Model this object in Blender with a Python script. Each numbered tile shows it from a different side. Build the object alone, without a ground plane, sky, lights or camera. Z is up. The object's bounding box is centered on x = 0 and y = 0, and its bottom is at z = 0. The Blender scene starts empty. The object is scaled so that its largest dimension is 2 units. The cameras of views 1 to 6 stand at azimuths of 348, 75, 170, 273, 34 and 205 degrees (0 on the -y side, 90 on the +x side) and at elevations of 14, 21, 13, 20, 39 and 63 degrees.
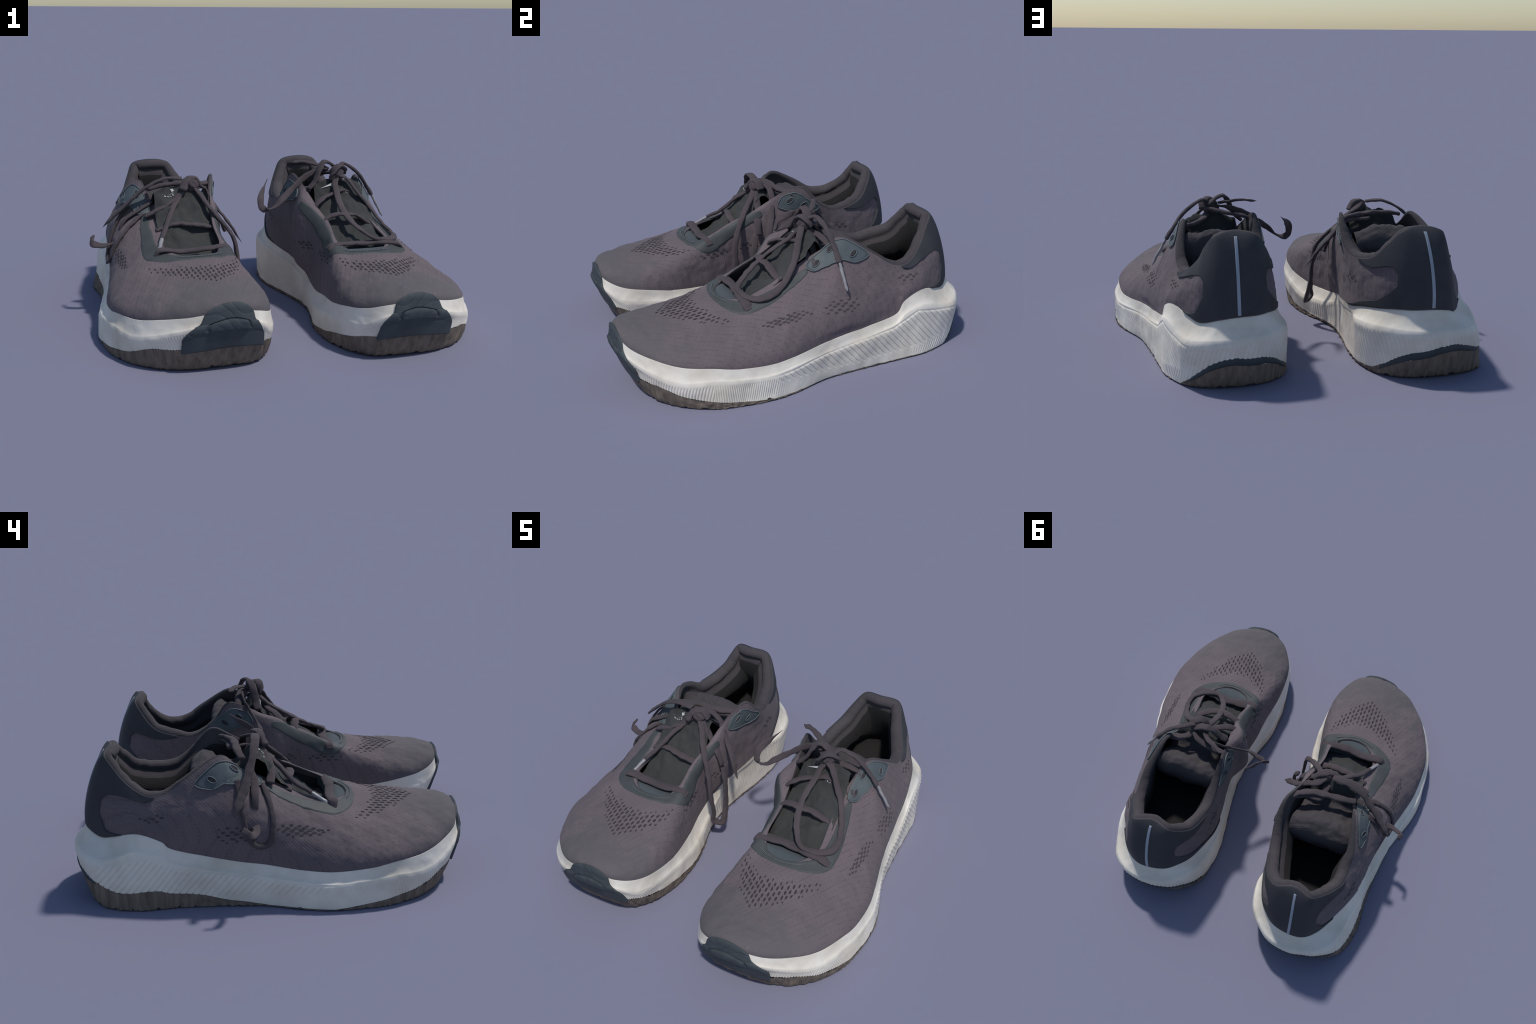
import bpy, math, random
import numpy as np
from mathutils import Vector, noise
from mathutils.bvhtree import BVHTree

random.seed(7)
noise.seed_set(7)

# ---------------------------------------------------------------------------
# A pair of running shoes.  Each shoe is described once, in its own frame:
#   a = distance from the heel towards the toe, l = distance to the outer
#   (little toe) side, z = height.  Mesh space is x = side * l, y = -a.
# ---------------------------------------------------------------------------

# stations round the shoe, heel -> outer side -> toe -> inner side
# sole edge (a, l) | widest ridge of midsole (a, l, z) | where upper meets midsole (a, l, z) | top line of upper (a, l, z)
STATIONS = [
    ((.012, .03), (-.070, .03, .235), (.000, .02, .352), (.158, .000, .742)),
    ((.030, .16), (-.045, .165, .23), (.015, .10, .340), (.130, .100, .724)),
    ((.080, .25), (.025, .26, .225), (.075, .18, .315), (.165, .137, .668)),
    ((.160, .30), (.110, .30, .23), (.140, .225, .33), (.205, .162, .600)),
    ((.270, .337), (.240, .33, .27), (.260, .285, .365), (.265, .203, .540)),
    ((.370, .345), (.370, .345, .25), (.375, .315, .33), (.335, .236, .510)),
    ((.440, .350), (.440, .350, .20), (.428, .318, .262), (.420, .245, .525)),
    ((.600, .360), (.600, .372, .17), (.600, .340, .235), (.520, .235, .595)),
    ((.750, .375), (.750, .388, .15), (.750, .362, .222), (.690, .180, .700)),
    ((.880, .395), (.880, .408, .14), (.880, .388, .210), (.790, .140, .630)),
    ((1.05, .460), (1.05, .455, .13), (1.05, .430, .190), (.910, .125, .565)),
    ((1.20, .495), (1.20, .490, .12), (1.20, .460, .185), (1.06, .135, .490)),
    ((1.38, .490), (1.38, .490, .13), (1.37, .465, .198), (1.20, .150, .440)),
    ((1.50, .468), (1.51, .470, .14), (1.49, .445, .215), (1.28, .110, .420)),
    ((1.63, .400), (1.65, .422, .13), (1.64, .390, .225), (1.315, .070, .415)),
    ((1.735, .29), (1.765, .335, .16), (1.755, .31, .250), (1.33, .035, .415)),
    ((1.785, .15), (1.87, .200, .21), (1.858, .185, .280), (1.335, .010, .415)),
    ((1.790, .00), (1.914, .020, .245), (1.903, .010, .310), (1.335, -.015, .415)),
    ((1.780, -.14), (1.896, -.130, .225), (1.880, -.130, .288), (1.333, -.040, .415)),
    ((1.725, -.205), (1.815, -.222, .16), (1.80, -.212, .255), (1.325, -.070, .415)),
    ((1.640, -.255), (1.69, -.272, .15), (1.68, -.258, .235), (1.30, -.110, .418)),
    ((1.500, -.292), (1.50, -.294, .13), (1.50, -.265, .203), (1.22, -.145, .455)),
    ((1.310, -.290), (1.31, -.289, .10), (1.30, -.240, .182), (1.10, -.140, .520)),
    ((1.180, -.262), (1.18, -.262, .10), (1.16, -.230, .165), (.980, -.155, .570)),
    ((1.050, -.225), (1.03, -.228, .11), (1.02, -.208, .165), (.860, -.175, .640)),
    ((.880, -.210), (.870, -.213, .16), (.870, -.200, .205), (.770, -.195, .690)),
    ((.700, -.232), (.700, -.233, .20), (.700, -.218, .245), (.670, -.222, .715)),
    ((.550, -.262), (.550, -.265, .215), (.550, -.248, .265), (.570, -.232, .602)),
    ((.400, -.283), (.400, -.287, .23), (.400, -.262, .285), (.460, -.235, .538)),
    ((.300, -.285), (.300, -.290, .235), (.290, -.245, .310), (.350, -.222, .550)),
    ((.160, -.260), (.150, -.270, .24), (.160, -.205, .332), (.245, -.192, .582)),
    ((.080, -.200), (.050, -.210, .24), (.080, -.150, .345), (.178, -.150, .655)),
    ((.030, -.110), (-.04, -.110, .24), (.025, -.085, .350), (.138, -.098, .722)),
]
NS = len(STATIONS)


def spline(pts, u):
    """Periodic Catmull-Rom through pts, evaluated at station parameter u."""
    p = np.asarray(pts, float)
    if p.ndim == 1:
        p = p[:, None]
    u = np.asarray(u, float)
    i = np.floor(u).astype(int)
    f = (u - i)[..., None]
    n = len(p)
    a, b, c, d = p[(i - 1) % n], p[i % n], p[(i + 1) % n], p[(i + 2) % n]
    return .5 * (2 * b + (c - a) * f + (2 * a - 5 * b + 4 * c - d) * f ** 2 + (3 * b - a - 3 * c + d) * f ** 3)


def keyed(keys, u):
    """Smooth periodic scalar from (station, value) keys."""
    ks = sorted(keys)
    x = np.array([k[0] for k in ks], float)
    y = np.array([k[1] for k in ks], float)
    x = np.concatenate([x - NS, x, x + NS])
    y = np.concatenate([y, y, y])
    return np.interp(np.mod(u, NS), x, y)


def open_spline(pts, n):
    p = np.asarray(pts, float)
    p = np.vstack([2 * p[0] - p[1], p, 2 * p[-1] - p[-2]])
    m = len(p) - 3
    u = np.linspace(0, m - 1e-9, n)
    i = np.floor(u).astype(int)
    f = (u - i)[:, None]
    a, b, c, d = p[i], p[i + 1], p[i + 2], p[i + 3]
    return .5 * (2 * b + (c - a) * f + (2 * a - 5 * b + 4 * c - d) * f ** 2 + (3 * b - a - 3 * c + d) * f ** 3)


def smoothstep(x, a, b):
    t = np.clip((x - a) / (b - a), 0, 1)
    return t * t * (3 - 2 * t)


# ------------------------------------------------------------------ materials
def material(name):
    m = bpy.data.materials.new(name)
    m.use_nodes = True
    nt = m.node_tree
    return m, nt, nt.nodes["Principled BSDF"]


def node(nt, kind, **kw):
    n = nt.nodes.new(kind)
    for k, v in kw.items():
        if k in n.inputs:
            n.inputs[k].default_value = v
        else:
            setattr(n, k, v)
    return n


def coords(nt, scale=(1, 1, 1), rot=(0, 0, 0)):
    tc = node(nt, "ShaderNodeTexCoord")
    mp = node(nt, "ShaderNodeMapping")
    mp.inputs["Scale"].default_value = scale
    mp.inputs["Rotation"].default_value = rot
    nt.links.new(tc.outputs["Object"], mp.inputs["Vector"])
    return mp.outputs[0]


def ramp(nt, fac, stops):
    r = node(nt, "ShaderNodeValToRGB")
    e = r.color_ramp.elements
    while len(e) < len(stops):
        e.new(.5)
    for el, (p, c) in zip(e, stops):
        el.position = p
        el.color = (*c, 1)
    nt.links.new(fac, r.inputs[0])
    return r.outputs[0]


def mix(nt, fac, a, b, mode="MIX"):
    m = node(nt, "ShaderNodeMix", data_type="RGBA", blend_type=mode)
    for sock, v in ((m.inputs[0], fac), (m.inputs[6], a), (m.inputs[7], b)):
        if isinstance(v, (int, float)):
            sock.default_value = v
        elif isinstance(v, tuple):
            sock.default_value = (*v, 1)
        else:
            nt.links.new(v, sock)
    return m.outputs[2]


def math_node(nt, op, a, b=0.0):
    m = node(nt, "ShaderNodeMath", operation=op)
    for sock, v in zip(m.inputs, (a, b)):
        if isinstance(v, (int, float)):
            sock.default_value = v
        else:
            nt.links.new(v, sock)
    return m.outputs[0]


def noise_tex(nt, vec, scale, detail=3, rough=.55):
    n = node(nt, "ShaderNodeTexNoise", Scale=scale, Detail=detail, Roughness=rough)
    nt.links.new(vec, n.inputs["Vector"])
    return n.outputs["Fac"]


def wave_tex(nt, vec, scale, direction="X", distortion=.0, detail=1.0):
    n = node(nt, "ShaderNodeTexWave", Scale=scale, Distortion=distortion, Detail=detail)
    n.bands_direction = direction
    nt.links.new(vec, n.inputs["Vector"])
    return n.outputs["Fac"]


def bump(nt, bsdf, height, strength, dist):
    b = node(nt, "ShaderNodeBump", Strength=strength, Distance=dist)
    nt.links.new(height, b.inputs["Height"])
    nt.links.new(b.outputs[0], bsdf.inputs["Normal"])


def fabric(name, light, dark, rib_rot, rib=18.0, fleck=True):
    m, nt, p = material(name)
    v = coords(nt)
    patch = noise_tex(nt, v, 3.2, 4)
    col = ramp(nt, patch, [(.3, dark), (.7, light)])
    vr = coords(nt, rot=rib_rot)
    ribs = wave_tex(nt, vr, rib, "X", 1.2, 2)
    grain = noise_tex(nt, v, 140, 2)
    col = mix(nt, math_node(nt, "MULTIPLY", ribs, .12), col, tuple(c * .45 for c in dark))
    col = mix(nt, math_node(nt, "MULTIPLY", grain, .25), col, tuple(c * .6 for c in dark))
    if fleck:
        # rows of pin-prick eyelets in the knit
        d1 = wave_tex(nt, coords(nt, rot=(0, 0, .45)), 13, "X")
        d2 = wave_tex(nt, coords(nt, rot=(.5, .3, .45)), 13, "Y")
        d3 = wave_tex(nt, coords(nt, rot=(0, 0, .2)), 16, "Z")
        dots = math_node(nt, "MULTIPLY", math_node(nt, "MULTIPLY", d1, math_node(nt, "MAXIMUM", d2, d3)), 1.0)
        dots = ramp(nt, dots, [(.72, (0, 0, 0)), (.9, (1, 1, 1))])
        col = mix(nt, math_node(nt, "MULTIPLY", dots, .35), col, (.075, .062, .068))
        # grey scuffing towards the tip of the toe
        sep = node(nt, "ShaderNodeSeparateXYZ")
        nt.links.new(v, sep.inputs[0])
        toe = math_node(nt, "MULTIPLY", math_node(nt, "SUBTRACT", math_node(nt, "MULTIPLY", sep.outputs["Y"], -1.0), 1.45), 2.6)
        toe = math_node(nt, "ADD", toe, math_node(nt, "MULTIPLY", math_node(nt, "SUBTRACT", noise_tex(nt, v, 9, 4), .5), 1.6))
        scuff = ramp(nt, toe, [(.25, (0, 0, 0)), (.9, (1, 1, 1))])
        col = mix(nt, math_node(nt, "MULTIPLY", scuff, .75), col, (.118, .112, .115))
        specks = ramp(nt, noise_tex(nt, v, 75, 1), [(.70, (0, 0, 0)), (.76, (1, 1, 1))])
        col = mix(nt, math_node(nt, "MULTIPLY", specks, .12), col, (.4, .38, .36))
    nt.links.new(col, p.inputs["Base Color"])
    p.inputs["Roughness"].default_value = .92
    p.inputs["Specular IOR Level"].default_value = .2
    p.inputs["Sheen Weight"].default_value = .05
    bump(nt, p, math_node(nt, "ADD", math_node(nt, "MULTIPLY", ribs, .6), grain), .25, .002)
    return m


def plain(name, col, dark, rough=.6, scale=14, spec=.35, bump_d=.002):
    m, nt, p = material(name)
    v = coords(nt)
    n = noise_tex(nt, v, scale, 5)
    nt.links.new(ramp(nt, n, [(.3, dark), (.7, col)]), p.inputs["Base Color"])
    p.inputs["Roughness"].default_value = rough
    p.inputs["Specular IOR Level"].default_value = spec
    bump(nt, p, noise_tex(nt, v, 90, 3), .3, bump_d)
    return m


def build_materials():
    M = {}
    M["upper"] = fabric("mauve_knit", (.188, .149, .161), (.152, .123, .133), (0, 0, .5), 42)
    M["collar"] = fabric("collar_knit", (.092, .081, .086), (.066, .059, .063), (0, 1.2, 0), 26, fleck=False)
    M["lining"] = fabric("dark_lining", (.034, .032, .032), (.022, .021, .022), (0, .6, 0), 26, fleck=False)  # near-black base has the shadow inside the shoe darkened into it
    M["lace"] = fabric("lace_weave", (.108, .087, .094), (.074, .061, .066), (0, 0, .8), 40, fleck=False)
    M["tongue"] = fabric("tongue_mesh", (.068, .070, .069), (.042, .043, .043), (0, 0, -.6), 26, fleck=False)
    M["webbing"] = fabric("slate_webbing", (.118, .138, .150), (.085, .100, .110), (0, 0, .9), 34, fleck=False)
    M["counter"] = plain("heel_counter_film", (.056, .057, .064), (.042, .043, .048), .7, 9, .25)  # slate deepened to carry the baked shade at the heel
    M["overlay"] = plain("slate_overlay_film", (.100, .120, .129), (.082, .098, .106), .62, 12)
    M["overlay_dark"] = plain("grey_overlay_film", (.074, .081, .083), (.055, .061, .063), .62, 10)
    M["overlay_rim"] = plain("slate_overlay_welt", (.125, .148, .158), (.10, .12, .128), .6, 12)
    M["bumper"] = plain("toe_rubber", (.066, .079, .088), (.042, .051, .058), .65, 10, .3, .004)
    M["hole"] = plain("perforation_shadow_mesh", (.062, .055, .058), (.045, .041, .043), .95, 10, .1)
    M["hole_soft"] = plain("perforation_knit_recess", (.085, .072, .078), (.066, .056, .061), .95, 10, .1)
    M["reflective"] = plain("reflective_tape", (.36, .40, .46), (.31, .35, .40), .45, 20)
    M["print"] = plain("white_print", (.55, .56, .55), (.42, .43, .42), .6, 30)
    M["aglet"] = plain("clear_lace_tip", (.33, .32, .33), (.24, .23, .24), .3, 20, .5)
    M["thread"] = plain("stitch_thread", (.20, .22, .23), (.15, .165, .17), .8, 20)

    m, nt, p = material("white_foam")
    v = coords(nt)
    col = ramp(nt, noise_tex(nt, v, 5, 5), [(.28, (.68, .615, .515)), (.60, (.86, .80, .705))])  # white tinted warm toward the tan cast of the shaded sole sides
    tan_blotch = ramp(nt, noise_tex(nt, v, 26, 4, .7), [(.60, (0, 0, 0)), (.78, (1, 1, 1))])
    col = mix(nt, math_node(nt, "MULTIPLY", tan_blotch, .28), col, (.46, .41, .34))
    nt.links.new(col, p.inputs["Base Color"])
    p.inputs["Roughness"].default_value = .7
    p.inputs["Specular IOR Level"].default_value = .25
    bump(nt, p, noise_tex(nt, v, 60, 4), .25, .003)
    M["midsole"] = m

    m, nt, p = material("dusty_brown_rubber")
    v = coords(nt, (34, 34, 2.5))
    streak = noise_tex(nt, v, 1.0, 4, .6)
    col = ramp(nt, streak, [(.28, (.115, .092, .076)), (.52, (.185, .150, .122)), (.75, (.25, .205, .168))])
    nt.links.new(col, p.inputs["Base Color"])
    p.inputs["Roughness"].default_value = .9
    p.inputs["Specular IOR Level"].default_value = .15
    bump(nt, p, streak, .5, .006)
    M["outsole"] = m
    return M


# ------------------------------------------------------------------ mesh tools
class Shoe:
    def __init__(self, name, side, heel, yaw, label):
        self.side = side
        e = self.root = bpy.data.objects.new(name, None)
        e.empty_display_size = .2
        e.location = (heel[0], heel[1], 0)
        e.rotation_euler = (0, 0, yaw)
        e["label"] = label
        e["category"] = "shoe"
        bpy.context.scene.collection.objects.link(e)

    def space(self, P):
        """(a, l, z) -> mesh space"""
        P = np.asarray(P, float)
        return np.stack([self.side * P[..., 1], -P[..., 0], P[..., 2]], -1)

    def add(self, name, verts, faces, mat, smooth=True, flip=False, parent=None, stuff=False):
        me = bpy.data.meshes.new(name)
        V = self.space(verts)
        if (self.side < 0) != flip:
            faces = [f[::-1] for f in faces]
        me.from_pydata(V.tolist(), [], [list(f) for f in faces])
        me.materials.append(mat)
        if smooth:
            me.polygons.foreach_set("use_smooth", [True] * len(me.polygons))
        me.update()
        o = bpy.data.objects.new(name, me)
        o.parent = parent or self.root
        if stuff:
            o["kind"] = "stuff"
        bpy.context.scene.collection.objects.link(o)
        return o


def grid_faces(rows, cols, wrap=True, off=0):
    F = []
    for r in range(rows - 1):
        for c in range(cols if wrap else cols - 1):
            d = (c + 1) % cols
            F.append((off + r * cols + c, off + (r + 1) * cols + c, off + (r + 1) * cols + d, off + r * cols + d))
    return F


def surface_normals(G):
    """Normals of a (rows, cols, 3) grid that wraps round in cols, pointing outwards."""
    du = np.roll(G, -1, 1) - np.roll(G, 1, 1)
    dv = np.gradient(G, axis=0)
    n = np.cross(dv, du)
    n /= np.linalg.norm(n, axis=-1, keepdims=True) + 1e-9
    return n


def fbm(P, scale, seed=0.0, octaves=3):
    out = np.zeros(len(P))
    for i, p in enumerate(P):
        out[i] = noise.fractal(Vector((p[0] * scale + seed, p[1] * scale - seed, p[2] * scale)), .6, 2.0, octaves)
    return out


# ------------------------------------------------------------------ the shoe form
class Form:
    """The outer form of one shoe: surf(u, s) with s in 0..1 on the sole wall, 1..2 on the upper."""

    def __init__(self, brown, tweaks, bulge, swell):
        self.swell = swell
        st = [[list(q) for q in row] for row in STATIONS]
        for (i, k), d in tweaks.items():
            st[i][k] = [x + y for x, y in zip(st[i][k], d)]
        self.edge = [(*r[0], 0.0) for r in st]
        self.ridge = [r[1] for r in st]
        self.join = [r[2] for r in st]
        self.top = [r[3] for r in st]
        self.brown = brown
        self.rise, self.reach, self.sink = bulge

    def brown_frac(self, u):
        R = spline(self.ridge, u)
        uneven = 1 + .10 * np.sin(u * 1.3 + 1) + .05 * np.sin(u * 3.1)
        return np.clip(keyed(self.brown, u) * uneven / R[..., 2], .02, .9)

    def sole(self, u, s):
        B, R, F = spline(self.edge, u), spline(self.ridge, u), spline(self.join, u)
        s = s[..., None]
        m1, m2 = B + (R - B) * .86, R + (F - R) * .22
        q = np.clip(s / .5, 0, 1)
        wall = B + (m1 - B) * np.concatenate([q ** .6, q ** .6, q], -1)
        t = np.clip((s - .5) / .2, 0, 1)
        bend = (1 - t) ** 2 * m1 + 2 * t * (1 - t) * R + t * t * m2
        q = np.clip((s - .7) / .3, 0, 1)
        shelf = m2 + (F - m2) * q
        shelf[..., 2] -= .010 * np.sin(np.pi * q[..., 0])
        return np.where(s < .5, wall, np.where(s < .7, bend, shelf))

    def upper(self, u, t):
        F, O = spline(self.join, u), spline(self.top, u)
        c1, c2 = F.copy(), O.copy()
        c1[..., 2] += keyed(self.rise, u)
        k = keyed(self.reach, u)[..., None]
        c2[..., :2] += (F - O)[..., :2] * k
        c2[..., 2] += keyed(self.sink, u)
        t = t[..., None]
        return (1 - t) ** 3 * F + 3 * t * (1 - t) ** 2 * c1 + 3 * t * t * (1 - t) * c2 + t ** 3 * O

    def surf(self, u, s):
        u, s = np.broadcast_arrays(np.asarray(u, float), np.asarray(s, float))
        return np.where((s <= 1)[..., None], self.sole(u, np.clip(s, 0, 1)), self.upper(u, np.clip(s - 1, 0, 1)))

    def normal(self, u, s, e=.01):
        du = self.surf(u + e, s) - self.surf(u - e, s)
        ds = self.surf(u, s + e) - self.surf(u, s - e)
        n = np.cross(ds, du)
        return n / (np.linalg.norm(n, axis=-1, keepdims=True) + 1e-9)


# how the wall of the upper bends between sole and top line: (station, value) keys
REACH = [(0, .45), (2, .4), (4, .3), (8, .5), (10, .5), (12, .5), (14, .62), (16, .8), (18, .8), (20, .62), (22, .55), (24, .65), (26, .5), (28, .35), (31, .4)]
BULGE_SLIM = ([(0, .14), (2, .13), (4, .07), (6, .10), (8, .15), (9, .15), (11, .085), (12, .06), (14, .05), (16, .07), (17, .08), (19, .075), (21, .075), (23, .12), (26, .18), (28, .11), (31, .12)], REACH,
              [(0, -.03), (3, -.05), (6, -.06), (7, -.10), (8, -.20), (9, -.20), (10, -.155), (11, -.115), (12, -.10), (14, -.095), (16, -.085), (19, -.085), (21, -.07), (23, -.055), (26, -.10), (28, -.06), (31, -.04)])
BULGE_FULL = ([(0, .14), (2, .13), (4, .07), (6, .11), (8, .18), (9, .17), (11, .105), (12, .08), (14, .075), (17, .083), (19, .08), (21, .075), (23, .12), (26, .18), (28, .11), (31, .12)], REACH,
              [(0, -.03), (3, -.05), (6, -.06), (8, -.11), (9, -.09), (11, -.055), (13, -.065), (15, -.07), (19, -.07), (21, -.06), (23, -.055), (26, -.10), (28, -.06), (31, -.04)])

NU = 660
U = np.arange(NU) * NS / NU


def build_sole(shoe, form, M, seed):
    fb = form.brown_frac(U)
    rag = np.array([noise.noise(Vector((u * 3.1 + seed, seed, 0))) + .6 * noise.noise(Vector((u * 9.7, seed, 4))) for u in U])
    ragz = np.clip(rag, 0, 1) * .024
    # outsole
    rows = np.linspace(0, 1, 12)
    G = np.stack([form.surf(U, fb * r * .5 / .86) for r in rows])
    fray = np.array([[noise.noise(Vector((u * 6, r * 2.0, seed))) for u in U] for r in rows])
    N = surface_normals(G)
    G += N * (fray * .006)[..., None]
    G[0, :, 2] = ragz
    G[1, :, 2] = np.maximum(G[1, :, 2], ragz * 1.02 + .001)
    V = list(G.reshape(-1, 3))
    F = grid_faces(len(rows), NU)
    c0 = G[0].mean(0)
    ring1 = c0 + (G[0] - c0) * .9
    ring1[:, 2] = .004
    k = len(V)
    V += list(ring1)
    F += [(c, (c + 1) % NU, k + (c + 1) % NU, k + c) for c in range(NU)]
    V.append(np.array([.95, .08, .004]))
    F += [(k + c, k + (c + 1) % NU, k + NU) for c in range(NU)]
    shoe.add("outsole", V, F, M["outsole"])
    # midsole
    nf = 2400
    uf = np.arange(nf) * NS / nf
    rows = np.linspace(0, 1, 112)
    s0 = form.brown_frac(uf) * .5 / .86
    S = np.stack([s0 + (1 - s0) * r for r in rows])
    UU = np.broadcast_to(uf, S.shape)
    G = form.surf(UU, S)
    N = surface_normals(G)
    R = spline(form.ridge, uf)
    arc = np.concatenate([[0], np.cumsum(np.linalg.norm(np.diff(R, axis=0), axis=1))])
    G = G + N * midsole_relief(UU, S, G, arc, seed)[..., None]
    lip = G[-1].copy()
    inward = lip[:, :2] - np.array([np.clip(lip[:, 0], .35, 1.5), np.full(len(lip), .05)]).T
    lip[:, :2] -= inward / np.linalg.norm(inward, axis=1, keepdims=True) * .012
    lip[:, 2] -= .03
    G = np.concatenate([G, lip[None]])
    shoe.add("midsole", G.reshape(-1, 3), grid_faces(len(G), nf), M["midsole"])


def midsole_relief(u, s, G, arc, seed):
    """Slanted sipes on the outer heel and midfoot, fine upright ribs elsewhere, soft dents."""
    a, z = G[..., 0], G[..., 2]
    outer = smoothstep(u, 1.5, 2.5) * (1 - smoothstep(u, 10.3, 11.3))
    ph = np.mod((a - .85 * z) / .034, 1) - .5
    top = np.interp(a, [0, .3, .45, 1.1], [.20, .26, .19, .12])
    low = np.interp(a, [0, .3, .7, 1.1], [.10, .06, .05, .085])
    band = smoothstep(z, low - .012, low + .012) * (1 - smoothstep(z, top - .012, top + .012))
    sipe = np.exp(-(ph / .09) ** 2) * band * outer * .0055
    rib_mask = (1 - outer) * smoothstep(s, .06, .16) * (1 - smoothstep(s, .52, .62)) + outer * (1 - smoothstep(a, .1, .45)) * (1 - smoothstep(z, low - .02, low)) * smoothstep(z, .01, .025)
    fine = np.interp(u, [0, 1, 11, 13, 20, 23, NS], [.026, .024, .018, .016, .016, .026, .026])
    ribs = (.5 + .5 * np.sin(2 * np.pi * (np.broadcast_to(arc, u.shape) + .3 * z) / fine)) ** 2 * rib_mask * .0030
    dent = fbm(G[::8, ::6].reshape(-1, 3), 9, seed).reshape(G[::8, ::6].shape[:2]) * .004
    dent = np.repeat(np.repeat(dent, 8, 0)[:G.shape[0]], 6, 1)[:, :G.shape[1]]
    k = np.ones(13) / 13
    dent = np.stack([np.convolve(np.concatenate([r[-6:], r, r[:6]]), k, "valid") for r in dent])
    kr = np.ones(17) / 17
    dent = np.stack([np.convolve(np.pad(c, 8, "edge"), kr, "valid") for c in dent.T]).T
    line = np.exp(-((z - top - .006) / .006) ** 2) * outer * .003
    return -sipe - ribs + dent * (1 - smoothstep(s, .85, 1)) - line


def build_upper(shoe, form, M, seed):
    rows = np.linspace(0, 1, 64)
    T = np.repeat(rows[:, None], NU, 1)
    UU = np.broadcast_to(U, T.shape)
    G = form.surf(UU, 1 + np.maximum(T, 1e-6))
    N = surface_normals(G)
    base = G.copy()
    d = fbm(G.reshape(-1, 3), 7, seed).reshape(T.shape) * .006 + fbm(G.reshape(-1, 3), 20, seed + 3).reshape(T.shape) * .0015
    d *= np.sin(np.pi * np.clip(T, .02, .98)) ** .5
    for (ca, cz), (ra, rz), amp, sd in form.swell:
        on_side = smoothstep(UU, 4, 5) * (1 - smoothstep(UU, 12, 13)) if sd > 0 else smoothstep(UU, 21, 22) * (1 - smoothstep(UU, 29, 30))
        d += amp * np.exp(-((G[..., 0] - ca) / ra) ** 2 - np.abs((G[..., 2] - cz) / rz) ** 3) * on_side * smoothstep(T, 0, .12) * (1 - smoothstep(T, .86, 1))
    G = G + N * d[..., None]
    shoe.add("upper", G.reshape(-1, 3), grid_faces(len(rows), NU), M["upper"])
    shoe.upper_grid, shoe.upper_normals = G, surface_normals(G)
    # collar rim and lining
    th = keyed([(0, .050), (2, .056), (4, .066), (6, .066), (7, .05), (8, .024), (9, .010), (25, .010), (26, .022), (27, .05), (28, .064), (30, .066), (31.5, .054)], U)
    O = G[-1]
    n1 = shoe.upper_normals[-2]
    up = (G[-1] - G[-3])
    up /= np.linalg.norm(up, axis=-1, keepdims=True)
    inner = -n1
    rim = [O + inner * (th * .5 * (1 - math.cos(q)))[:, None] + up * (th * .45 * math.sin(q))[:, None] for q in np.linspace(0, math.pi, 10)]
    below = []
    for r in np.linspace(1, 0, 26)[1:]:
        k = int(round(r * 63))
        w = th * (.55 + 1.15 * math.sin(math.pi * min(1, r * 1.02)) ** .8) + .006
        w = w * (1.0 if shoe.side > 0 else 1.0 + .3 * math.sin(math.pi * r))
        w = np.where(r > .9, np.maximum(th, w * .9), w)
        below.append(base[k] - N[k] * w[:, None])
    Gi = np.stack(rim + below)
    kr = len(rim)
    # soft, slightly uneven padding
    k = np.array([[noise.noise(Vector((u * 1.7, seed, i * .15))) for u in U] for i in range(len(Gi))])
    Gi[3:, :, 2] += k[3:] * th[None] * .10
    shoe.add("collar", Gi[:kr + 5].reshape(-1, 3), grid_faces(kr + 5, NU), M["collar"])
    L = Gi[kr + 4:]
    V = list(L.reshape(-1, 3))
    shoe.add("lining", V, grid_faces(len(L), NU), M["lining"])
    # insole
    edge = L[-1]
    cen = np.array([.95, .08, .2])
    ks = np.linspace(1, .02, 22)
    R = np.stack([cen + (edge - cen) * k for k in ks])
    R[..., 2] = np.interp(R[..., 0], [0, .15, .3, .45, .6, .9, 1.8], [.20, .21, .225, .24, .24, .17, .15] if shoe.side > 0 else [.18, .19, .21, .23, .24, .17, .15])
    R[0] = edge
    shoe.add("insole", R.reshape(-1, 3), grid_faces(len(ks), NU), M["lining"])


def build_tongue(shoe, M, spec):
    """Padded tongue: a crowned sheet down the throat whose top rolls over to the inside."""
    path = open_spline(spec["path"], 130)
    cols = np.linspace(-1, 1, 40)
    G = np.zeros((len(path), len(cols), 3))
    for i, (a, z, w, c) in enumerate(path):
        G[i, :, 0] = a
        G[i, :, 1] = spec["mid"] + cols * w
        G[i, :, 2] = z - c * cols ** 2
    d = fbm(G.reshape(-1, 3), 8, spec["seed"]).reshape(G.shape[:2])
    e = fbm(G.reshape(-1, 3), 19, spec["seed"] + 5).reshape(G.shape[:2])
    G[..., 2] += d * .016 + e * .007
    G[..., 0] += d * .008
    shoe.tongue_grid = G
    k = int(len(G) * spec["split"])
    shoe.add("tongue", G[:k + 1].reshape(-1, 3), grid_faces(k + 1, G.shape[1], wrap=False), M["tongue"])
    shoe.add("tongue_pad", G[k:].reshape(-1, 3), grid_faces(len(G) - k, G.shape[1], wrap=False), M["collar"])


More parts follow.
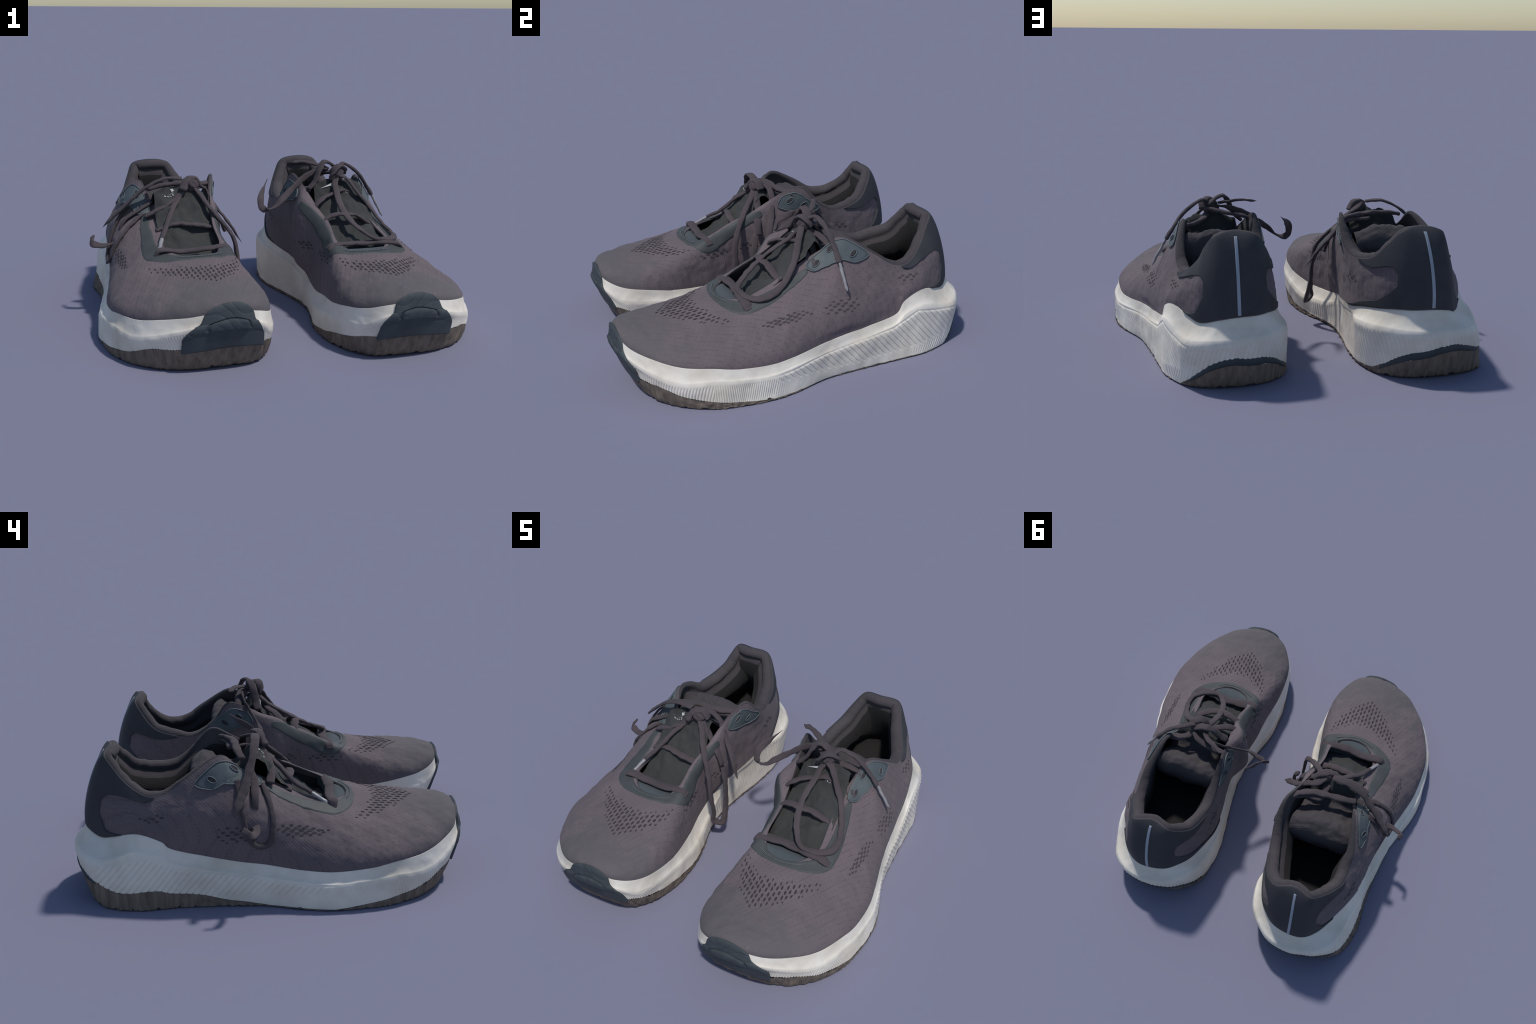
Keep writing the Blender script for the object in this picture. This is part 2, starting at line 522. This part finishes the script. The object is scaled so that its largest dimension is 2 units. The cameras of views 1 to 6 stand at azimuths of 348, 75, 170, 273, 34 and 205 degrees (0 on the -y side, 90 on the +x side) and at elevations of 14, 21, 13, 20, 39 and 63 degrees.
def tongue_path(stand, fill):
    """Centre line (a, z, half width, crown) down the throat; the upper part stands up to the knot at a = stand."""
    d = stand - .82
    back = .5 * d
    front = [(1.38, .365, .14, .02), (1.2, .40, .165, .02), (1.08 + d * .4, .445 + fill, .16, .015), (.99 + d * .8, .50 + fill, .155, .015), (.92 + d, .575 + fill, .15, .03), (.88 + d, .65, .145, .04), (.855 + d, .69, .14, .045), (.82 + d, .715, .135, .045)]
    hollow = [(.79 + d * .9, .69, .135, .04), (.775 + d * .7, .64, .145, .03), (.74 + d * .4, .60, .16, .025)]
    pad = [(.69, .62, .17, .03), (.63, .655, .185, .035), (.588, .64, .19, .035), (.57 - back, .58, .19, .03), (.575 - back, .48, .185, .02), (.61 - back, .37, .17, .01), (.68, .22, .16, .0)]
    return front + hollow + pad


# ------------------------------------------------------------------ things laid on the upper
class Skin:
    """Nearest point and normal on the upper, in (a, l, z)."""

    def __init__(self, G, wrap=True):
        r, c = G.shape[:2]
        F = grid_faces(r, c, wrap)
        self.tree = BVHTree.FromPolygons([tuple(p) for p in G.reshape(-1, 3)], F)

    def snap(self, P):
        P = np.asarray(P, float)
        out, nor = np.zeros_like(P), np.zeros_like(P)
        for i, p in enumerate(P):
            q, n, _, _ = self.tree.find_nearest(Vector(p))
            out[i], nor[i] = q, n
        return out, nor


def closed_curve(pts, n):
    return spline(pts, np.linspace(0, len(pts), n, endpoint=False))


def patch(shoe, skin, name, outline, mat, h=.004, rings=9, n=72, parent=None):
    o = closed_curve(outline, n)
    c = o.mean(0)
    P = np.stack([c + (o - c) * k for k in np.linspace(.02, 1, rings)])
    q, nr = skin.snap(P.reshape(-1, 3))
    lift = np.repeat(np.array([h] * (rings - 1) + [h * .8]), n)
    V = q + nr * lift[:, None]
    edge = q[-n:] - nr[-n:] * .003 + (o - c) / np.linalg.norm(o - c, axis=1, keepdims=True) * .001
    V = np.vstack([V, edge])
    F = grid_faces(rings + 1, n)
    F.append(tuple(range(n)))
    return orient(shoe.add(name, V, F, mat, parent=parent))


def orient(obj):
    import bmesh
    bm = bmesh.new()
    bm.from_mesh(obj.data)
    bmesh.ops.recalc_face_normals(bm, faces=bm.faces)
    bm.to_mesh(obj.data)
    bm.free()
    return obj


def band(shoe, skin, name, path, widths, mat, h=.004, n=110, across=12):
    p = open_spline(path, n)
    w = np.interp(np.linspace(0, 1, n), np.linspace(0, 1, len(widths)), widths)
    p, nr = skin.snap(p)
    t = np.gradient(p, axis=0)
    t /= np.linalg.norm(t, axis=1, keepdims=True)
    side = np.cross(t, nr)
    side /= np.linalg.norm(side, axis=1, keepdims=True)
    cols = np.linspace(-1, 1, across)
    ends = np.sqrt(np.clip(1 - (np.abs(np.linspace(-1, 1, n)) ** 30), 0, 1))
    G = p[:, None] + side[:, None] * (cols[None, :] * (w * ends)[:, None])[..., None]
    q, nr2 = skin.snap(G.reshape(-1, 3))
    lift = np.full((n, across), h)
    lift[:, [0, -1]] = -.003
    lift[[0, -1]] = -.003
    V = q + nr2 * lift.reshape(-1)[:, None]
    return orient(shoe.add(name, V, grid_faces(n, across, wrap=False), mat))


def tube_mesh(path, rx, ry, ref, n, sides=14, taper=(1.0, 1.0)):
    p = open_spline(path, n)
    t = np.gradient(p, axis=0)
    t /= np.linalg.norm(t, axis=1, keepdims=True) + 1e-9
    r = ref(p)
    sd = np.cross(t, r)
    sd /= np.linalg.norm(sd, axis=1, keepdims=True) + 1e-9
    up = np.cross(sd, t)
    f = np.linspace(0, 1, n)
    k = np.clip(np.minimum(taper[0] + (1 - taper[0]) * f / .12, taper[1] + (1 - taper[1]) * (1 - f) / .12), 0, 1)
    ang = np.linspace(0, 2 * np.pi, sides, endpoint=False)
    cx = np.sign(np.cos(ang)) * np.abs(np.cos(ang)) ** .7
    cy = np.sign(np.sin(ang)) * np.abs(np.sin(ang)) ** .8
    G = p[:, None] + sd[:, None] * (cx[None] * (rx * k)[:, None])[..., None] + up[:, None] * (cy[None] * (ry * k)[:, None])[..., None]
    F = grid_faces(n, sides)
    F += [tuple(range(sides)), tuple(range((n - 1) * sides, n * sides))]
    return G.reshape(-1, 3), F


def away(p):
    v = np.stack([np.zeros(len(p)), p[:, 1] * 1.6, np.full(len(p), .55)], -1)
    return v / np.linalg.norm(v, axis=1, keepdims=True)


def lace(shoe, M, path, w=.017, t=.009, name="lace", mat="lace", taper=(1, 1), wob=0.0, twist=0.0, seed=0):
    w, t = w * 1.12, t * 1.0
    wob = wob or .0035
    path = np.asarray(path, float)
    n = max(16, int(np.sum(np.linalg.norm(np.diff(path, axis=0), axis=1)) / .007))
    f = np.linspace(0, 1, n)
    wv = w * (1 + .22 * np.array([noise.noise(Vector((x * 9, seed, 1.7))) for x in f]))
    tv = t * (1 + .25 * np.array([noise.noise(Vector((x * 8, seed, 7.7))) for x in f]))

    def ref(p):
        r = away(p)
        if twist:
            q = np.stack([np.ones(len(p)), np.zeros(len(p)), np.zeros(len(p))], -1)
            k = np.sin(f * np.pi * twist)[:, None]
            r = r * (1 - np.abs(k)) + q * k
        return r

    V, F = tube_mesh(path, wv, tv, ref, n, taper=taper)
    if wob:
        V = V + np.array([[noise.noise(Vector((p[0] * 30, p[1] * 30, p[2] * 30 + k * 9))) for k in range(3)] for p in V]) * wob
    return orient(shoe.add(name, V, F, M[mat]))


def knot(shoe, M, c, r, seed):
    nu, nv = 40, 24
    V = []
    for i in range(nv):
        for j in range(nu):
            th, ph = math.pi * i / (nv - 1), 2 * math.pi * j / nu
            d = Vector((math.sin(th) * math.cos(ph), math.sin(th) * math.sin(ph), math.cos(th)))
            k = 1 + .16 * noise.noise(d * 2.2 + Vector((seed, 0, 0))) + .05 * math.sin(6 * ph + 5 * th)
            V.append((c[0] + r[0] * d.x * k, c[1] + r[1] * d.y * k, c[2] + r[2] * d.z * k))
    orient(shoe.add("lace_knot", V, grid_faces(nv, nu), M["lace"]))


def inside(p, poly):
    x, y = p
    c = False
    for (x0, y0), (x1, y1) in zip(poly, poly[1:] + poly[:1]):
        if (y0 > y) != (y1 > y) and x < (x1 - x0) * (y - y0) / (y1 - y0) + x0:
            c = not c
    return c


def edge_distance(p, poly):
    p = np.array(p)
    best = 9
    for q0, q1 in zip(poly, poly[1:] + poly[:1]):
        q0, q1 = np.array(q0), np.array(q1)
        t = np.clip(np.dot(p - q0, q1 - q0) / np.dot(q1 - q0, q1 - q0), 0, 1)
        best = min(best, np.linalg.norm(q0 + t * (q1 - q0) - p))
    return best


def perforations(shoe, skin, M, rng):
    """Lozenge holes in the knit: a field over the toes, clusters on both sides."""
    holes = []
    field = [(1.70, .01), (1.63, .085), (1.51, .19), (1.38, .27), (1.33, .262), (1.40, .18), (1.455, .05), (1.46, -.07), (1.40, -.15), (1.345, -.205), (1.42, -.20), (1.50, -.175), (1.58, -.12), (1.64, -.06)]
    for j in range(-11, 14):
        for i in range(0, 13):
            a, l = 1.30 + i * .037 + (j % 2) * .0185, j * .0232 + .004
            if inside((a, l), field):
                k = min(1, .45 + edge_distance((a, l), field) / .06)
                holes.append(((a + rng.uniform(-.003, .003), l + rng.uniform(-.002, .002), .40), (.0150 * k, .0056 * k)))
    toe_count = len(holes)
    groups = [
        (1.06, .375, .15, .040, 1), (.75, .365, .11, .042, 1), (.34, .455, .075, .026, 1),
        (1.22, .37, .10, .026, -1), (.98, .38, .08, .03, -1), (.42, .43, .06, .022, -1)]
    for a0, z0, ra, rz, sd in groups:
        for j in range(-3, 4):
            for i in range(-6, 7):
                a, z = a0 + i * .044 + (j % 2) * .022, z0 + j * .0165 + i * .004
                e = ((a - a0) / ra) ** 2 + ((z - z0) / rz) ** 2
                if e < 1:
                    l = float(np.interp(a, [0, .5, 1.2, 1.5], [.27, .29, .36, .3])) if sd > 0 else float(np.interp(a, [0, .5, 1.0, 1.4], [-.24, -.25, -.2, -.26]))
                    k = .6 + .4 * (1 - e)
                    holes.append(((a, l, z), (.0140 * k, .0062 * k)))
    for part, mat in ((holes[:toe_count], "hole"), (holes[toe_count:], "hole_soft")):
        hole_mesh(shoe, skin, part, M[mat])


def hole_mesh(shoe, skin, holes, mat):
    V, F = [], []
    c, n = skin.snap([h[0] for h in holes])
    for (p, (ra, rl)), q, nr in zip(holes, c, n):
        t = np.array([1.0, .12, 0]) - nr * np.dot([1.0, .12, 0], nr)
        t /= np.linalg.norm(t)
        b = np.cross(nr, t)
        k = len(V)
        V.append(q + nr * .0012)
        for m in range(10):
            an = m * 2 * math.pi / 10
            ca, sa = math.cos(an), math.sin(an)
            V.append(q + t * ra * ca * abs(ca) ** .25 + b * rl * sa + nr * .0016)
        F += [(k, k + 1 + m, k + 1 + (m + 1) % 10) for m in range(10)]
    shoe.add("perforation", V, F, mat, smooth=False, stuff=True)


def stitches(shoe, skin, M, path, count):
    p = open_spline(path, count * 2 + 1)
    p, n = skin.snap(p)
    V, F = [], []
    for i in range(0, count * 2, 2):
        q0, q1 = p[i] + n[i] * .0075, p[i + 1] + n[i + 1] * .0075
        v, f = tube_mesh(np.stack([q0, (q0 + q1) / 2 + n[i] * .0015, q1]), np.full(5, .0022), np.full(5, .0018), lambda x, k=n[i]: np.repeat(k[None], len(x), 0), 5, 6)
        k = len(V)
        V += list(v)
        F += [tuple(k + x for x in g) for g in f]
    orient(shoe.add("stitching", V, F, M["thread"], stuff=True))


def surface_patch(shoe, form, name, mat, rows, left, right, lift, cols=60, relief=None):
    """Ruled patch between two borders given as u(s)."""
    S = np.repeat(rows[:, None], cols, 1)
    f = np.linspace(0, 1, cols)[None]
    UU = left[:, None] * (1 - f) + right[:, None] * f
    P = form.surf(UU, S)
    N = form.normal(UU, S)
    h = np.full(S.shape, lift)
    if relief is not None:
        h = h + relief(UU, S, P)
    for k in (0, -1):
        h[:, k] = -.004
        h[k, :] = -.004
    return orient(shoe.add(name, (P + N * h[..., None]).reshape(-1, 3), grid_faces(len(rows), cols, wrap=False), mat))


def build_details(shoe, form, M, seed):
    rng = random.Random(int(seed))
    skin = Skin(shoe.upper_grid)
    # rubber toe bumper wrapping from the sole over the toe
    rows = np.concatenate([np.linspace(.29, .999, 46), np.linspace(1.001, 1.17, 26)])
    half = np.interp(rows, [.29, .5, .7, .85, 1.0, 1.05, 1.11, 1.15, 1.17], [1.30, 1.22, .90, .76, .70, .62, .48, .28, .04])
    mid = 17.05

    def treads(u, s, P):
        q = u - mid
        r = np.hypot(q * 1.25, (s - .60) * 3.0)
        arch = .006 * (1 - smoothstep(r, .62, .72)) * (s > .55) - .007 * np.exp(-((r - .72) / .05) ** 2) * (s > .58)
        wave = np.sin(P[..., 2] * 70 + 5 * q + 1.5 * np.sin(q * 5)) ** 10
        return arch - wave * .0015 * (s > .5)

    surface_patch(shoe, form, "toe_bumper", M["bumper"], rows, mid - half, mid + half, .0125, 90, treads)
    # dark film round the heel
    rows = np.linspace(1.004, 1.985, 70)
    lat = np.interp(rows, [1, 1.12, 1.3, 1.45, 1.55, 1.66, 1.76, 1.9, 2], [3.6, 2.5, 1.9, 1.9, 2.2, 3.2, 4.6, 5.2, 5.4])
    med = np.interp(rows, [1, 1.12, 1.3, 1.45, 1.55, 1.66, 1.76, 1.9, 2], [-6.0, -3.2, -1.9, -1.8, -2.0, -2.7, -3.6, -4.2, -4.4])
    surface_patch(shoe, form, "heel_counter", M["counter"], rows, med, lat, .0085, 90)
    # dark curved groove across the heel, above the outsole
    cu = np.linspace(-2.6, 2.0, 110)
    thick = .10 * np.sqrt(np.clip(1 - (np.abs(np.linspace(-1, 1, 110)) ** 2.2), 0, 1)) + .001
    s0 = form.brown_frac(cu) * .5 / .86 - .035
    rowsg = np.linspace(0, 1, 8)
    S = np.stack([s0 + thick * r for r in rowsg])
    UU = np.broadcast_to(cu, S.shape)
    h = np.sin(np.pi * rowsg)[:, None] ** .5 * .0085 - .0015
    V = form.surf(UU, S) + form.normal(UU, S) * (h * np.ones_like(S))[..., None]
    orient(shoe.add("heel_groove", V.reshape(-1, 3), grid_faces(8, 110, wrap=False), M["bumper"]))
    # reflective tape down the heel
    rows = np.linspace(1.01, 1.86, 50)
    c = np.interp(rows, [1, 1.9], [-.12, -.02]) if shoe.side > 0 else np.interp(rows, [1, 1.9], [-.1, .12])
    surface_patch(shoe, form, "heel_tape", M["reflective"], rows, c - .105, c + .105, .0115, 8)
    # U-shaped film round the front of the throat
    ring = [(.87, .165, .54), (1.0, .185, .47), (1.14, .205, .42), (1.25, .195, .40), (1.315, .13, .41), (1.345, .05, .415), (1.348, -.03, .415), (1.322, -.12, .41), (1.26, -.185, .41), (1.15, -.185, .46), (1.02, -.19, .53), (.90, -.21, .58)]
    band(shoe, skin, "throat_overlay", ring, [.022, .032, .042, .052, .040, .026, .024, .026, .040, .052, .045, .04, .03], M["overlay_dark"], .004)
    stitches(shoe, skin, M, [(1.318, .105, .41), (1.345, .05, .415), (1.352, -.02, .415), (1.335, -.09, .41), (1.31, -.14, .41)], 24)
    # woven strip closing the front of the throat, tucked under the lowest lace
    cu = np.linspace(12.2, 21.2, 70)
    edge = form.surf(cu, np.full(70, 1.99))
    f = np.linspace(0, 1, 70)
    inner_l = .165 * np.cos(f * np.pi)
    tuck = np.stack([1.215 + .02 * np.cos((f - .5) * np.pi), inner_l, np.full(70, .405)], -1)
    G = np.stack([edge * (1 - q) + tuck * q + np.array([0, 0, .012 * math.sin(math.pi * q) - .006]) for q in np.linspace(0, 1, 14)])
    orient(shoe.add("throat_webbing", G.reshape(-1, 3), grid_faces(14, 70, wrap=False), M["webbing"]))
    # eyestays with eyelets, one each side
    outer = [(.558, .238, .600), (.62, .205, .655), (.69, .175, .685), (.768, .145, .636), (.868, .138, .552), (.846, .180, .526), (.729, .205, .566), (.70, .232, .590), (.634, .252, .575)]
    inner = [(.557, -.255, .594), (.63, -.245, .66), (.70, -.228, .69), (.775, -.20, .65), (.80, -.21, .60), (.72, -.235, .58), (.627, -.262, .562)]
    for outline, eyes in ((outer, [(.642, .223, .613), (.745, .176, .64), (.828, .170, .566)]), (inner, [(.645, -.245, .615), (.725, -.228, .64)])):
        e = patch(shoe, skin, "eyestay", outline, M["overlay"], .007)
        rim = closed_curve(outline, 60)
        rim, nr = skin.snap(rim)
        rim = np.vstack([rim + nr * .007, rim[:1] + nr[:1] * .007])
        v, f = tube_mesh(rim, np.full(150, .0032), np.full(150, .003), away, 150, 8)
        orient(shoe.add("welt", v, f, M["overlay_rim"], parent=e))
        for c in eyes:
            q, n = skin.snap([c])
            d = np.array([.75, 0, -.55])
            d -= n[0] * np.dot(d, n[0])
            d /= np.linalg.norm(d)
            b = np.cross(n[0], d)
            out = [q[0] + d * math.cos(x) * .020 + b * math.sin(x) * .009 for x in np.linspace(0, 2 * math.pi, 12, endpoint=False)]
            patch(shoe, skin, "eyelet", out, M["hole"], .0095, 4, 24, parent=e)
            rr = closed_curve([q[0] + d * math.cos(x) * .025 + b * math.sin(x) * .013 + n[0] * .009 for x in np.linspace(0, 2 * math.pi, 12, endpoint=False)], 30)
            v, f = tube_mesh(np.vstack([rr, rr[:1]]), np.full(60, .0028), np.full(60, .0026), away, 60, 8)
            orient(shoe.add("welt", v, f, M["overlay_rim"], parent=e))
    perforations(shoe, skin, M, rng)


def tongue_print(shoe, M, origin, right, up, word, size, mark):
    """White print on the tongue: a small wing-like mark and the letters that show beside the laces."""
    skin = Skin(shoe.tongue_grid, wrap=False)
    origin, right, up = (np.array(v, float) for v in (origin, right, up))
    right /= np.linalg.norm(right)
    up -= right * np.dot(up, right)
    up /= np.linalg.norm(up)
    front = np.cross(right, up) * shoe.side
    if front[2] < 0:
        front = -front

    def lay(pts, h=.004):
        P = np.array([origin + right * x + up * y for x, y in pts])
        q, n = skin.snap(P)
        n = np.where((n @ front)[:, None] < 0, -n, n)
        return q + n * h

    curve = bpy.data.curves.new("print_outline", "FONT")
    curve.body, curve.size, curve.space_character = word, size, 1.15
    tmp = bpy.data.objects.new("print_outline", curve)
    bpy.context.scene.collection.objects.link(tmp)
    dg = bpy.context.evaluated_depsgraph_get()
    me = tmp.evaluated_get(dg).to_mesh()
    pts = [(v.co.x, v.co.y) for v in me.vertices]
    faces = [tuple(p.vertices) for p in me.polygons]
    tmp.evaluated_get(dg).to_mesh_clear()
    bpy.data.objects.remove(tmp)
    bpy.data.curves.remove(curve)
    shoe.add("lettering", lay(pts), faces, M["print"], smooth=False)
    shoe.add("printed_mark", lay(mark), [tuple(range(len(mark)))], M["print"], smooth=False)


def laces_neat(shoe, M):
    """First shoe: knotted bow with one long loop lying down the throat."""
    L = lambda p, **k: lace(shoe, M, p, **k)
    L([(1.225, .225, .395), (1.236, .19, .42), (1.235, .10, .43), (1.226, .03, .428), (1.232, -.08, .432), (1.248, -.17, .433), (1.25, -.20, .41)], w=.024, t=.011, seed=1)
    L([(.835, .0, .735), (.868, .05, .712), (.905, .10, .64), (.957, .154, .565), (1.027, .195, .492), (1.10, .218, .455), (1.165, .213, .44), (1.215, .16, .440), (1.232, .10, .447), (1.228, .05, .462),
       (1.16, -.005, .505), (1.075, -.036, .555), (.985, -.04, .608), (.905, -.028, .655), (.86, -.02, .695), (.835, -.005, .73)], w=.016, t=.009, seed=2)
    L([(.82, -.03, .75), (.76, -.09, .745), (.765, -.172, .712), (.802, -.25, .661), (.838, -.32, .612), (.845, -.375, .565), (.838, -.42, .555), (.828, -.442, .58), (.805, -.435, .625), (.735, -.396, .663), (.675, -.36, .70)],
      w=.016, t=.006, seed=3, taper=(1, .15), twist=2.0)
    L([(.81, -.05, .765), (.75, -.085, .782), (.705, -.155, .794), (.68, -.226, .789)], w=.014, t=.007, seed=4, taper=(1, .1))
    L([(.83, .0, .755), (.805, .03, .78), (.778, .06, .787), (.763, .107, .765), (.749, .17, .715), (.738, .218, .65), (.732, .258, .590)], w=.013, t=.009, seed=5)
    L([(.732, .258, .590), (.727, .297, .525), (.722, .336, .454)], w=.0075, t=.0065, seed=6, name="lace_tip", mat="aglet", taper=(1, .3))
    L([(.81, .02, .71), (.775, .05, .688), (.749, .095, .668), (.744, .15, .655), (.747, .18, .63)], w=.020, t=.009, seed=7)
    L([(.82, .02, .69), (.806, .05, .645), (.812, .095, .605), (.826, .15, .585), (.833, .180, .555)], w=.016, t=.009, seed=8)
    L([(.965, -.18, .575), (.955, -.15, .607), (.925, -.10, .630), (.90, -.058, .635), (.875, .02, .655), (.86, .08, .62), (.85, .14, .57)], w=.017, t=.009, seed=9)
    L([(1.045, -.185, .50), (1.048, -.145, .53), (1.06, -.09, .555), (1.065, -.04, .555), (1.05, .03, .545), (1.03, .10, .50), (1.02, .16, .47)], w=.019, t=.009, seed=10)
    L([(.79, .03, .74), (.75, -.02, .735), (.73, -.10, .715), (.735, -.17, .70), (.74, -.22, .665)], w=.017, t=.009, seed=11)
    L([(.80, .02, .755), (.80, -.04, .80), (.805, -.075, .80), (.82, -.10, .76), (.83, -.13, .70), (.84, -.17, .66)], w=.020, t=.010, seed=12)
    knot(shoe, M, (.828, .0, .742), (.034, .04, .045), 1.3)
    L([(.80, .045, .735), (.825, .035, .775), (.85, .0, .785), (.858, -.03, .75), (.85, -.035, .715)], w=.022, t=.010, seed=13)


def laces_tangled(shoe, M):
    """Second shoe: strands fall to both sides, one tip across the front."""
    L = lambda p, **k: lace(shoe, M, p, **k)
    L([(1.235, .20, .415), (1.241, .17, .447), (1.240, .066, .432), (1.255, -.05, .440), (1.246, -.165, .445), (1.238, -.20, .42)], w=.022, t=.011, seed=21)
    L([(.893, -.06, .715), (.91, -.03, .67), (.98, .035, .610), (1.055, .092, .532), (1.14, .139, .482)], w=.013, t=.010, seed=22)
    L([(1.14, .139, .482), (1.20, .168, .443), (1.255, .197, .408)], w=.009, t=.008, seed=23, name="lace_tip", mat="aglet", taper=(1, .4))
    L([(.89, -.09, .735), (.893, -.112, .694), (.908, -.145, .643), (.92, -.19, .576), (.942, -.234, .526), (.946, -.262, .455)], w=.018, t=.010, seed=24)
    L([(.90, -.09, .715), (.927, -.121, .668), (.986, -.162, .603), (1.048, -.212, .532), (1.097, -.262, .45), (1.112, -.278, .334), (1.10, -.285, .22), (1.098, -.283, .155), (1.066, -.325, .135), (1.02, -.322, .235), (1.00, -.31, .38), (.975, -.285, .46)],
      w=.016, t=.010, seed=25)
    L([(.87, -.08, .735), (.83, -.12, .715), (.826, -.185, .672), (.842, -.222, .60), (.869, -.267, .534), (.905, -.315, .465), (.944, -.358, .381)], w=.017, t=.008, seed=26, taper=(1, .1))
    L([(.88, -.04, .745), (.872, .05, .748), (.855, .142, .709), (.827, .215, .646), (.795, .28, .580), (.765, .33, .525), (.735, .372, .472)], w=.019, t=.008, seed=27, taper=(1, .1))
    lie, n = Skin(shoe.upper_grid).snap([(.86, .13, .66), (.85, .19, .58), (.838, .25, .49)])
    L([*(lie + n * .012), (.833, .308, .420), (.843, .363, .399), (.829, .408, .393), (.807, .444, .406), (.77, .437, .432)], w=.017, t=.007, seed=28, taper=(1, .8))
    L([(.85, -.06, .69), (.765, -.08, .672), (.758, -.152, .672), (.735, -.21, .668), (.716, -.25, .65)], w=.020, t=.010, seed=29)
    L([(.80, .13, .68), (.785, .06, .695), (.777, -.03, .70), (.775, -.11, .695), (.75, -.19, .69), (.71, -.255, .68)], w=.018, t=.011, seed=30)
    L([(.93, .175, .56), (.945, .10, .60), (.93, .02, .64), (.90, -.05, .69)], w=.018, t=.010, seed=31)
    L([(1.05, -.17, .50), (1.06, -.10, .52), (1.05, -.02, .53), (1.035, .05, .53), (1.02, .14, .50)], w=.018, t=.010, seed=32)
    L([(.93, -.03, .69), (.905, -.065, .742), (.885, -.11, .745), (.878, -.14, .70)], w=.022, t=.011, seed=33)
    near, n = Skin(shoe.upper_grid).snap([(.76, .22, .60), (.775, .28, .52), (.785, .32, .44), (.80, .34, .36), (.85, .36, .31), (.905, .36, .33), (.925, .33, .42), (.915, .26, .52), (.90, .19, .58)])
    L(near + n * .010, w=.012, t=.007, seed=34)
    knot(shoe, M, (.892, -.085, .715), (.036, .045, .042), 4.1)


def main():
    M = build_materials()
    brown_a = [(0, .13), (1, .10), (1.8, .05), (2.5, .006), (11, .006), (12, .03), (13, .045), (14, .07), (15, .10), (16, .125), (17, .15), (18, .13), (19, .105), (20, .08), (21, .05), (22, .03), (23, .015), (29, .015), (30, .05), (31, .10), (32, .135)]
    brown_b = [(0, .14), (1, .135), (2, .138), (3, .10), (5, .08), (7, .06), (8, .03), (9, .008), (11, .006), (12, .03), (13, .045), (14, .07), (15, .10), (16, .125), (17, .15), (18, .13), (19, .105), (20, .08), (21, .05), (22, .03), (23, .015), (29, .015), (30, .03), (31, .08), (32, .125)]
    # the upper of the second shoe leans a little towards the inner side
    lean = {}
    for i, row in enumerate(STATIONS):
        k = -.04 * float(1 - smoothstep(row[2][0], .7, 1.6))
        lean[i, 2] = (0, k * .7, 0)
        lean[i, 3] = (0, k, .012 * float(smoothstep(row[3][0], 1.1, 1.3)))
        if i in (29, 30, 31, 32, 0):
            lean[i, 1] = (-.012, -.03, 0)
        elif i in (1, 2, 3, 4):
            lean[i, 1] = (0, -.012, 0)
    for i, d, z in ((3, 0, .015), (4, 0, .028), (5, .005, .032), (6, .01, .032), (7, .018, .03), (8, .02, .012), (9, .02, 0), (26, -.012, 0), (27, -.025, .01), (28, -.012, .01)):
        lean[i, 3] = (0, lean[i, 3][1] + d, z)
    for i, k, d in ((2, 2, (0, -.02, 0)), (3, 2, (0, -.02, 0)), (4, 2, (0, -.01, 0)), (5, 2, (0, 0, .005)), (6, 2, (0, 0, .030)), (7, 2, (0, 0, .012)), (4, 1, (0, -.010, 0)), (5, 1, (0, -.020, 0)), (6, 1, (0, -.024, .006)), (7, 1, (0, -.024, 0)), (8, 1, (0, -.016, 0)), (7, 2, (0, -.008, 0)), (22, 2, (0, .01, 0)), (23, 2, (-.01, .038, .015)), (24, 2, (-.02, .036, .028)), (25, 2, (-.01, .02, .016))):
        lean[i, k] = tuple(x + y for x, y in zip(lean.get((i, k), (0, 0, 0)), d))
    for i, d in ((1, (-.005, .02)), (2, (-.01, .03)), (3, (-.01, .03)), (4, (0, .02)), (5, (0, .01))):
        lean[i, 0] = d
    for i, d in ((13, (.0, .004)), (14, (.006, .006)), (15, (.008, .010)), (16, (.006, .008))):
        lean[i, 0] = d
        lean[i, 1] = (*d, 0)
        lean[i, 2] = (d[0] * .7, d[1] * .7, 0)
    shoes = [
        (Shoe("running_shoe", 1, (.361, .921), math.asin(.074), "worn mauve grey running shoe, thick white foam sole, loose laces"), Form(brown_a, {}, BULGE_SLIM, [((.90, .42), (.095, .23), .085, -1), ((.75, .30), (.15, .08), .014, 1), ((.73, .50), (.11, .14), .028, -1)]), 3.0),
        (Shoe("running_shoe", -1, (-.6048, .9274), math.asin(.1196), "worn mauve grey running shoe, thick white foam sole, tangled laces"), Form(brown_b, lean, BULGE_FULL, [((.62, .42), (.20, .12), .028, 1), ((.86, .42), (.10, .16), .02, 1), ((.90, .42), (.10, .19), .048, -1)]), 9.0),
    ]
    for shoe, form, seed in shoes:
        build_sole(shoe, form, M, seed)
        build_upper(shoe, form, M, seed)
        build_tongue(shoe, M, {"path": tongue_path(.82, .036) if shoe.side > 0 else tongue_path(.87, .010), "mid": .0 if shoe.side > 0 else -.02, "seed": seed, "split": .56})
        build_details(shoe, form, M, seed)
        if shoe.side > 0:
            tongue_print(shoe, M, (.905, .02, .65), (.02, 1, -.05), (-.75, 0, .7), "NCE", .022, [(-.125, .038), (-.065, .062), (-.055, .066), (-.052, .034), (-.068, .036), (-.072, .044)])
            laces_neat(shoe, M)
        else:
            tongue_print(shoe, M, (.892, .066, .622), (.3, -.8, .5), (-.7, -.1, .7), "ENCE", .026, [(.052, .040), (.072, .047), (.066, .034), (.078, .030), (.060, .025), (.062, .033)])
            laces_tangled(shoe, M)


main()
